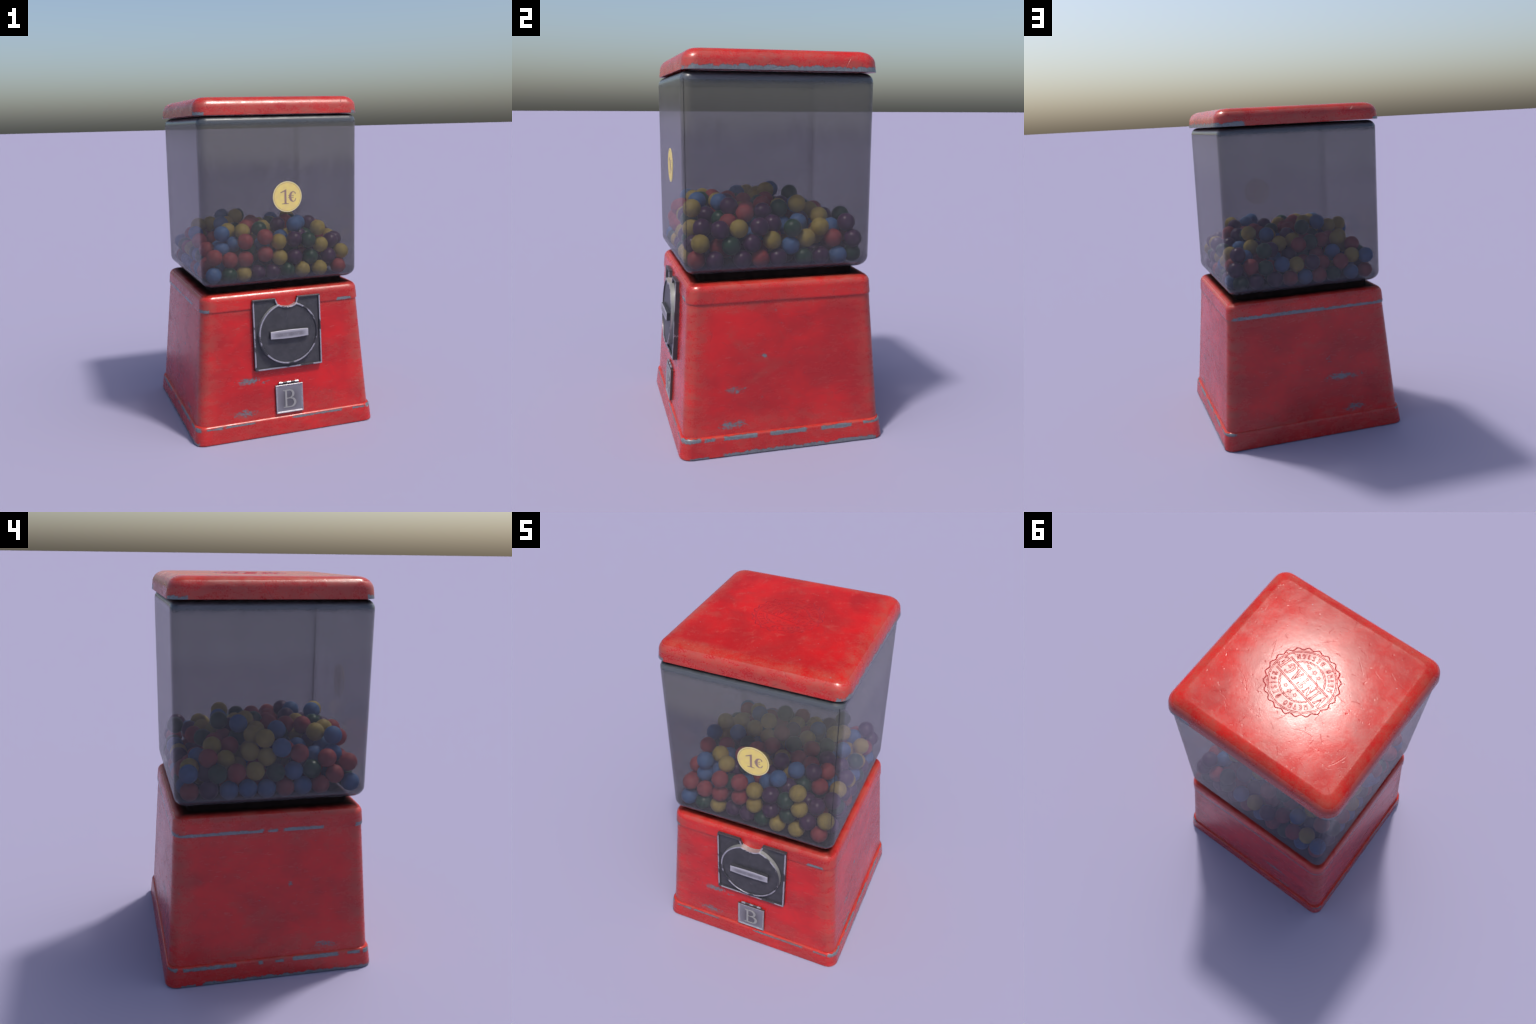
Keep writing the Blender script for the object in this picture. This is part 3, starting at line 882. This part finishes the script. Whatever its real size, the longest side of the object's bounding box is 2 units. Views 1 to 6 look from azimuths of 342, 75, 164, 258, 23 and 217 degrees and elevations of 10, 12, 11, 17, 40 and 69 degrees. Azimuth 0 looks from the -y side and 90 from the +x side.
# curved words: strokes of plain capitals
STROKE = {
    "R": [[(0, 0), (0, 1), (0.38, 1), (0.55, 0.86), (0.55, 0.66), (0.40, 0.52), (0.60, 0), (0.42, 0), (0.22, 0.48), (0.18, 0.48), (0.18, 0)]],
    "E": [[(0, 0), (0.5, 0), (0.5, 0.16), (0.18, 0.16), (0.18, 0.42), (0.42, 0.42), (0.42, 0.58), (0.18, 0.58), (0.18, 0.84), (0.5, 0.84), (0.5, 1), (0, 1)]],
    "T": [[(0.2, 0), (0.38, 0), (0.38, 0.84), (0.58, 0.84), (0.58, 1), (0, 1), (0, 0.84), (0.2, 0.84)]],
    "O": [arc(0.3, 0.5, 0.3, 0.5, 0, 350, 18), arc(0.3, 0.5, 0.13, 0.32, 0, 340, 12)],
    "D": [[(0, 0), (0.28, 0), (0.5, 0.16), (0.58, 0.5), (0.5, 0.84), (0.28, 1), (0, 1)], [(0.17, 0.16), (0.27, 0.16), (0.4, 0.5), (0.27, 0.84), (0.17, 0.84)]],
    "S": [[(0.02, 0.12), (0.25, 0), (0.5, 0.12), (0.52, 0.36), (0.2, 0.66), (0.26, 0.86), (0.48, 0.78), (0.46, 0.94), (0.25, 1), (0.04, 0.88), (0.02, 0.62), (0.34, 0.32), (0.28, 0.15), (0.04, 0.28)]],
    "I": [[(0, 0), (0.18, 0), (0.18, 1), (0, 1)]],
    "G": [arc(0.3, 0.5, 0.3, 0.5, 50, 300, 14) + [(0.56, 0.12), (0.56, 0.5), (0.3, 0.5), (0.3, 0.36), (0.4, 0.36), (0.4, 0.2)] + arc(0.3, 0.5, 0.14, 0.34, 300, 60, 9)],
    "N": [[(0, 0), (0.17, 0), (0.17, 0.6), (0.42, 0), (0.58, 0), (0.58, 1), (0.41, 1), (0.41, 0.4), (0.17, 1), (0, 1)]],
}
text, hgt, rad = "RETRO DESIGN", 0.0265, 0.1365
span = 126.0
lines = []
for top in (True, False):
    for i, c in enumerate(text):
        if c == " ":
            continue
        t = (i + 0.5) / len(text)
        a = math.radians(90 + span / 2 - span * t) if top else math.radians(270 - span / 2 + span * t)
        out = Vector((math.cos(a), math.sin(a)))
        upv = out if top else -out
        rt = Vector((upv.y, -upv.x))
        mid = out * rad
        w_ = max(p[0] for lp in STROKE[c] for p in lp)
        for lp in STROKE[c]:
            lines.append([tuple(mid + rt * (p[0] - w_ / 2) * hgt * 0.95 + upv * (p[1] - 0.5) * hgt) for p in dense(lp, 0.2)])
o = tubes("stamp_small_lettering", lines, 0.0010, lid, rough=0.5)
o["kind"] = "stuff"

# ------------------------------------------------------------------ gumballs
R = 0.0472
PLACED = {   # millimetres, read where the balls lie against the glass and on top of the heap
    "red": [(-101,405,976), (384,-422,976), (418,-97,978), (-403,394,981), (87,405,984), (-415,-85,986), (-415,-265,992), (-415,-335,1036), (-244,405,1051), (-304,-421,1064), (-206,-417,1068), (-415,163,1068), (411,289,1070), (314,395,1073), (-391,-416,1089), (-83,-422,1090), (-409,-299,1120), (-363,293,1132), (-415,-152,1152), (-250,170,1163), (-85,176,1176), (-178,237,1167), (307,-243,1157), (-4,320,1165), (-204,-419,1171), (-83,-423,1191), (326,-158,1200), (-23,41,1220), (-34,-84,1216), (186,-35,1222), (-98,-160,1224), (-144,-240,1224), (-135,360,1045), (145,-107,1192), (214,-132,1196)],
    "yellow": [(256,-431,975), (-222,-424,982), (143,-433,984), (41,397,1057), (411,-404,1067), (411,-36,1068), (-415,71,1071), (411,142,1077), (256,-424,1125), (405,218,1127), (410,-208,1135), (-379,15,1135), (2,-417,1158), (4,212,1177), (-360,71,1152), (285,260,1160), (-274,262,1172), (102,260,1173), (120,76,1201), (-189,24,1226), (-269,-276,1218), (-37,-235,1220), (-199,-340,1221), (252,-418,1224), (-292,58,1226), (-379,15,1226), (263,138,1234), (-330,385,1078), (-340,205,1118), (2,-426,1062), (-130,70,1262)],
    "blue": [(132,405,1072), (-219,330,1104), (42,-335,1166), (330,300,1122), (-415,198,977), (425,314,978), (-308,405,980), (-415,9,980), (-13,405,981), (-404,-428,987), (-415,-170,989), (-426,109,990), (412,66,1038), (-413,-126,1064), (-401,397,1074), (-328,-351,1125), (323,123,1143), (-255,-321,1147), (-415,-60,1186), (-328,-351,1214), (154,161,1218), (-253,-73,1235), (187,-262,1239), (121,-369,1245), (-190,110,1262)],
    "green": [(240,400,1061), (-180,-103,1200), (-188,405,975), (-307,-433,975), (418,125,980), (392,402,980), (50,-425,985), (202,-422,1051), (418,-249,1052), (-410,-35,1060), (-415,-218,1068), (-415,258,1069), (418,71,1126), (198,-424,1152), (-91,283,1167), (235,393,1163), (230,-267,1166), (253,42,1210), (74,-23,1216), (-84,-314,1224), (-71,193,1242)],
    "purple": [(296,405,985), (418,220,979), (-38,-422,965), (418,-192,970), (-130,-416,981), (418,-334,982), (177,405,985), (418,-10,986), (-415,301,988), (314,-427,1053), (102,-423,1058), (413,397,1060), (418,-140,1064), (-62,405,1065), (409,-304,1133), (349,-384,1137), (389,367,1143), (418,-106,1138), (359,-21,1147), (172,315,1151), (102,-424,1166), (165,-329,1171), (290,-56,1200), (268,-233,1223), (72,-207,1229)],
}
placed = [(c, np.array(p) / 1000.0) for c, L in PLACED.items() for p in L]


def heap(x, y):
    return 1.215 - 0.35 * max(0, abs(x) - 0.22) - 0.42 * max(0, y - 0.12) - 0.2 * max(0, -y - 0.25) - 0.15 * max(0, x - 0.1)


# fill the rest of the heap: throw balls, keep those with room, then push neighbours apart
cent = [p for _, p in placed]
names = [c for c, _ in placed]
nfix = len(cent)
pool = ["red"] * 27 + ["yellow"] * 25 + ["blue"] * 18 + ["green"] * 13 + ["purple"] * 17
XM, YLO, YHI, ZLO = GX - 0.013 - R, GO - GY + 0.013 + R, GO + GY - 0.013 - R, 0.934 + R
for k in range(30000):
    p = np.array([rng.uniform(-XM, XM), rng.uniform(YLO, YHI), 0])
    p[2] = rng.uniform(ZLO, max(ZLO + 0.001, heap(p[0], p[1]) - (0.03 if k < 24000 else 0.0)))
    d = np.min(np.sum((np.array(cent) - p) ** 2, axis=1))
    if d > (1.72 * R) ** 2:
        cent.append(p)
        names.append(pool[rng.integers(len(pool))])
C = np.array(cent)
for it in range(60):
    D = C[:, None, :] - C[None, :, :]
    L = np.sqrt((D ** 2).sum(-1)) + np.eye(len(C)) * 9
    push = np.clip(2 * R - L, 0, None) / L
    mv = (D * push[:, :, None]).sum(1) * 0.22
    mv[:nfix] *= 0.06
    C = C + mv
    C[:, 0] = np.clip(C[:, 0], -XM, XM)
    C[:, 1] = np.clip(C[:, 1], YLO, YHI)
    C[:, 2] = np.maximum(C[:, 2], ZLO)
    for i in range(nfix, len(C)):
        C[i, 2] = min(C[i, 2], max(ZLO, heap(C[i, 0], C[i, 1])))

TINT = {"red": ((0.54, 0.085, 0.085), 0.55), "yellow": ((0.66, 0.49, 0.10), 0.55), "blue": ((0.105, 0.245, 0.54), 0.55), "green": ((0.022, 0.105, 0.050), 0.30), "purple": ((0.105, 0.030, 0.110), 0.28)}
ball_mesh = {}
for c, (col, rg) in TINT.items():
    bm = bmesh.new()
    bmesh.ops.create_uvsphere(bm, u_segments=24, v_segments=16, radius=R)
    me = bpy.data.meshes.new("gumball")
    bm.to_mesh(me)
    bm.free()
    T = Tree(c + "_candy_shell")
    P = T.pos()[0]
    oi = T.n("ShaderNodeObjectInfo")
    n1 = T.noise(P, 40.0, 3, 0.5)
    cc = T.mix(T.step(n1, 0.3, 0.7), tuple(k * 0.9 for k in col), tuple(k * 1.08 for k in col))
    cc = T.mix(T.mul(oi.outputs["Random"], 0.22), cc, tuple(k * 0.75 for k in col))
    me.materials.append(T.finish(T.bsdf(Base_Color=cc, Roughness=rg)))
    me.shade_smooth()
    ball_mesh[c] = me
order = sorted(range(len(C)), key=lambda i: (i >= nfix, -C[i, 2]))
spare = []
proto = {}
for k, i in enumerate(order):
    if k < 300:
        o = bpy.data.objects.new("gumball", ball_mesh[names[i]])
        SC.collection.objects.link(o)
        o.parent = root
        o.location = C[i]
        o.rotation_euler = (rng.uniform(0, 6.28), rng.uniform(0, 6.28), 0)
    else:
        spare.append(i)
if spare:
    for c in TINT:
        bm = bmesh.new()
        idx = [i for i in spare if names[i] == c]
        for i in idx:
            bmesh.ops.create_uvsphere(bm, u_segments=24, v_segments=16, radius=R, matrix=Matrix.Translation(C[i]))
        if idx:
            me = bpy.data.meshes.new("buried_gumballs")
            bm.to_mesh(me)
            me.materials.append(ball_mesh[c].materials[0])
            me.shade_smooth()
            o = bpy.data.objects.new("buried_gumballs", me)
            o["kind"] = "stuff"
            SC.collection.objects.link(o)
            o.parent = root
        bm.free()
print("balls", len(C))
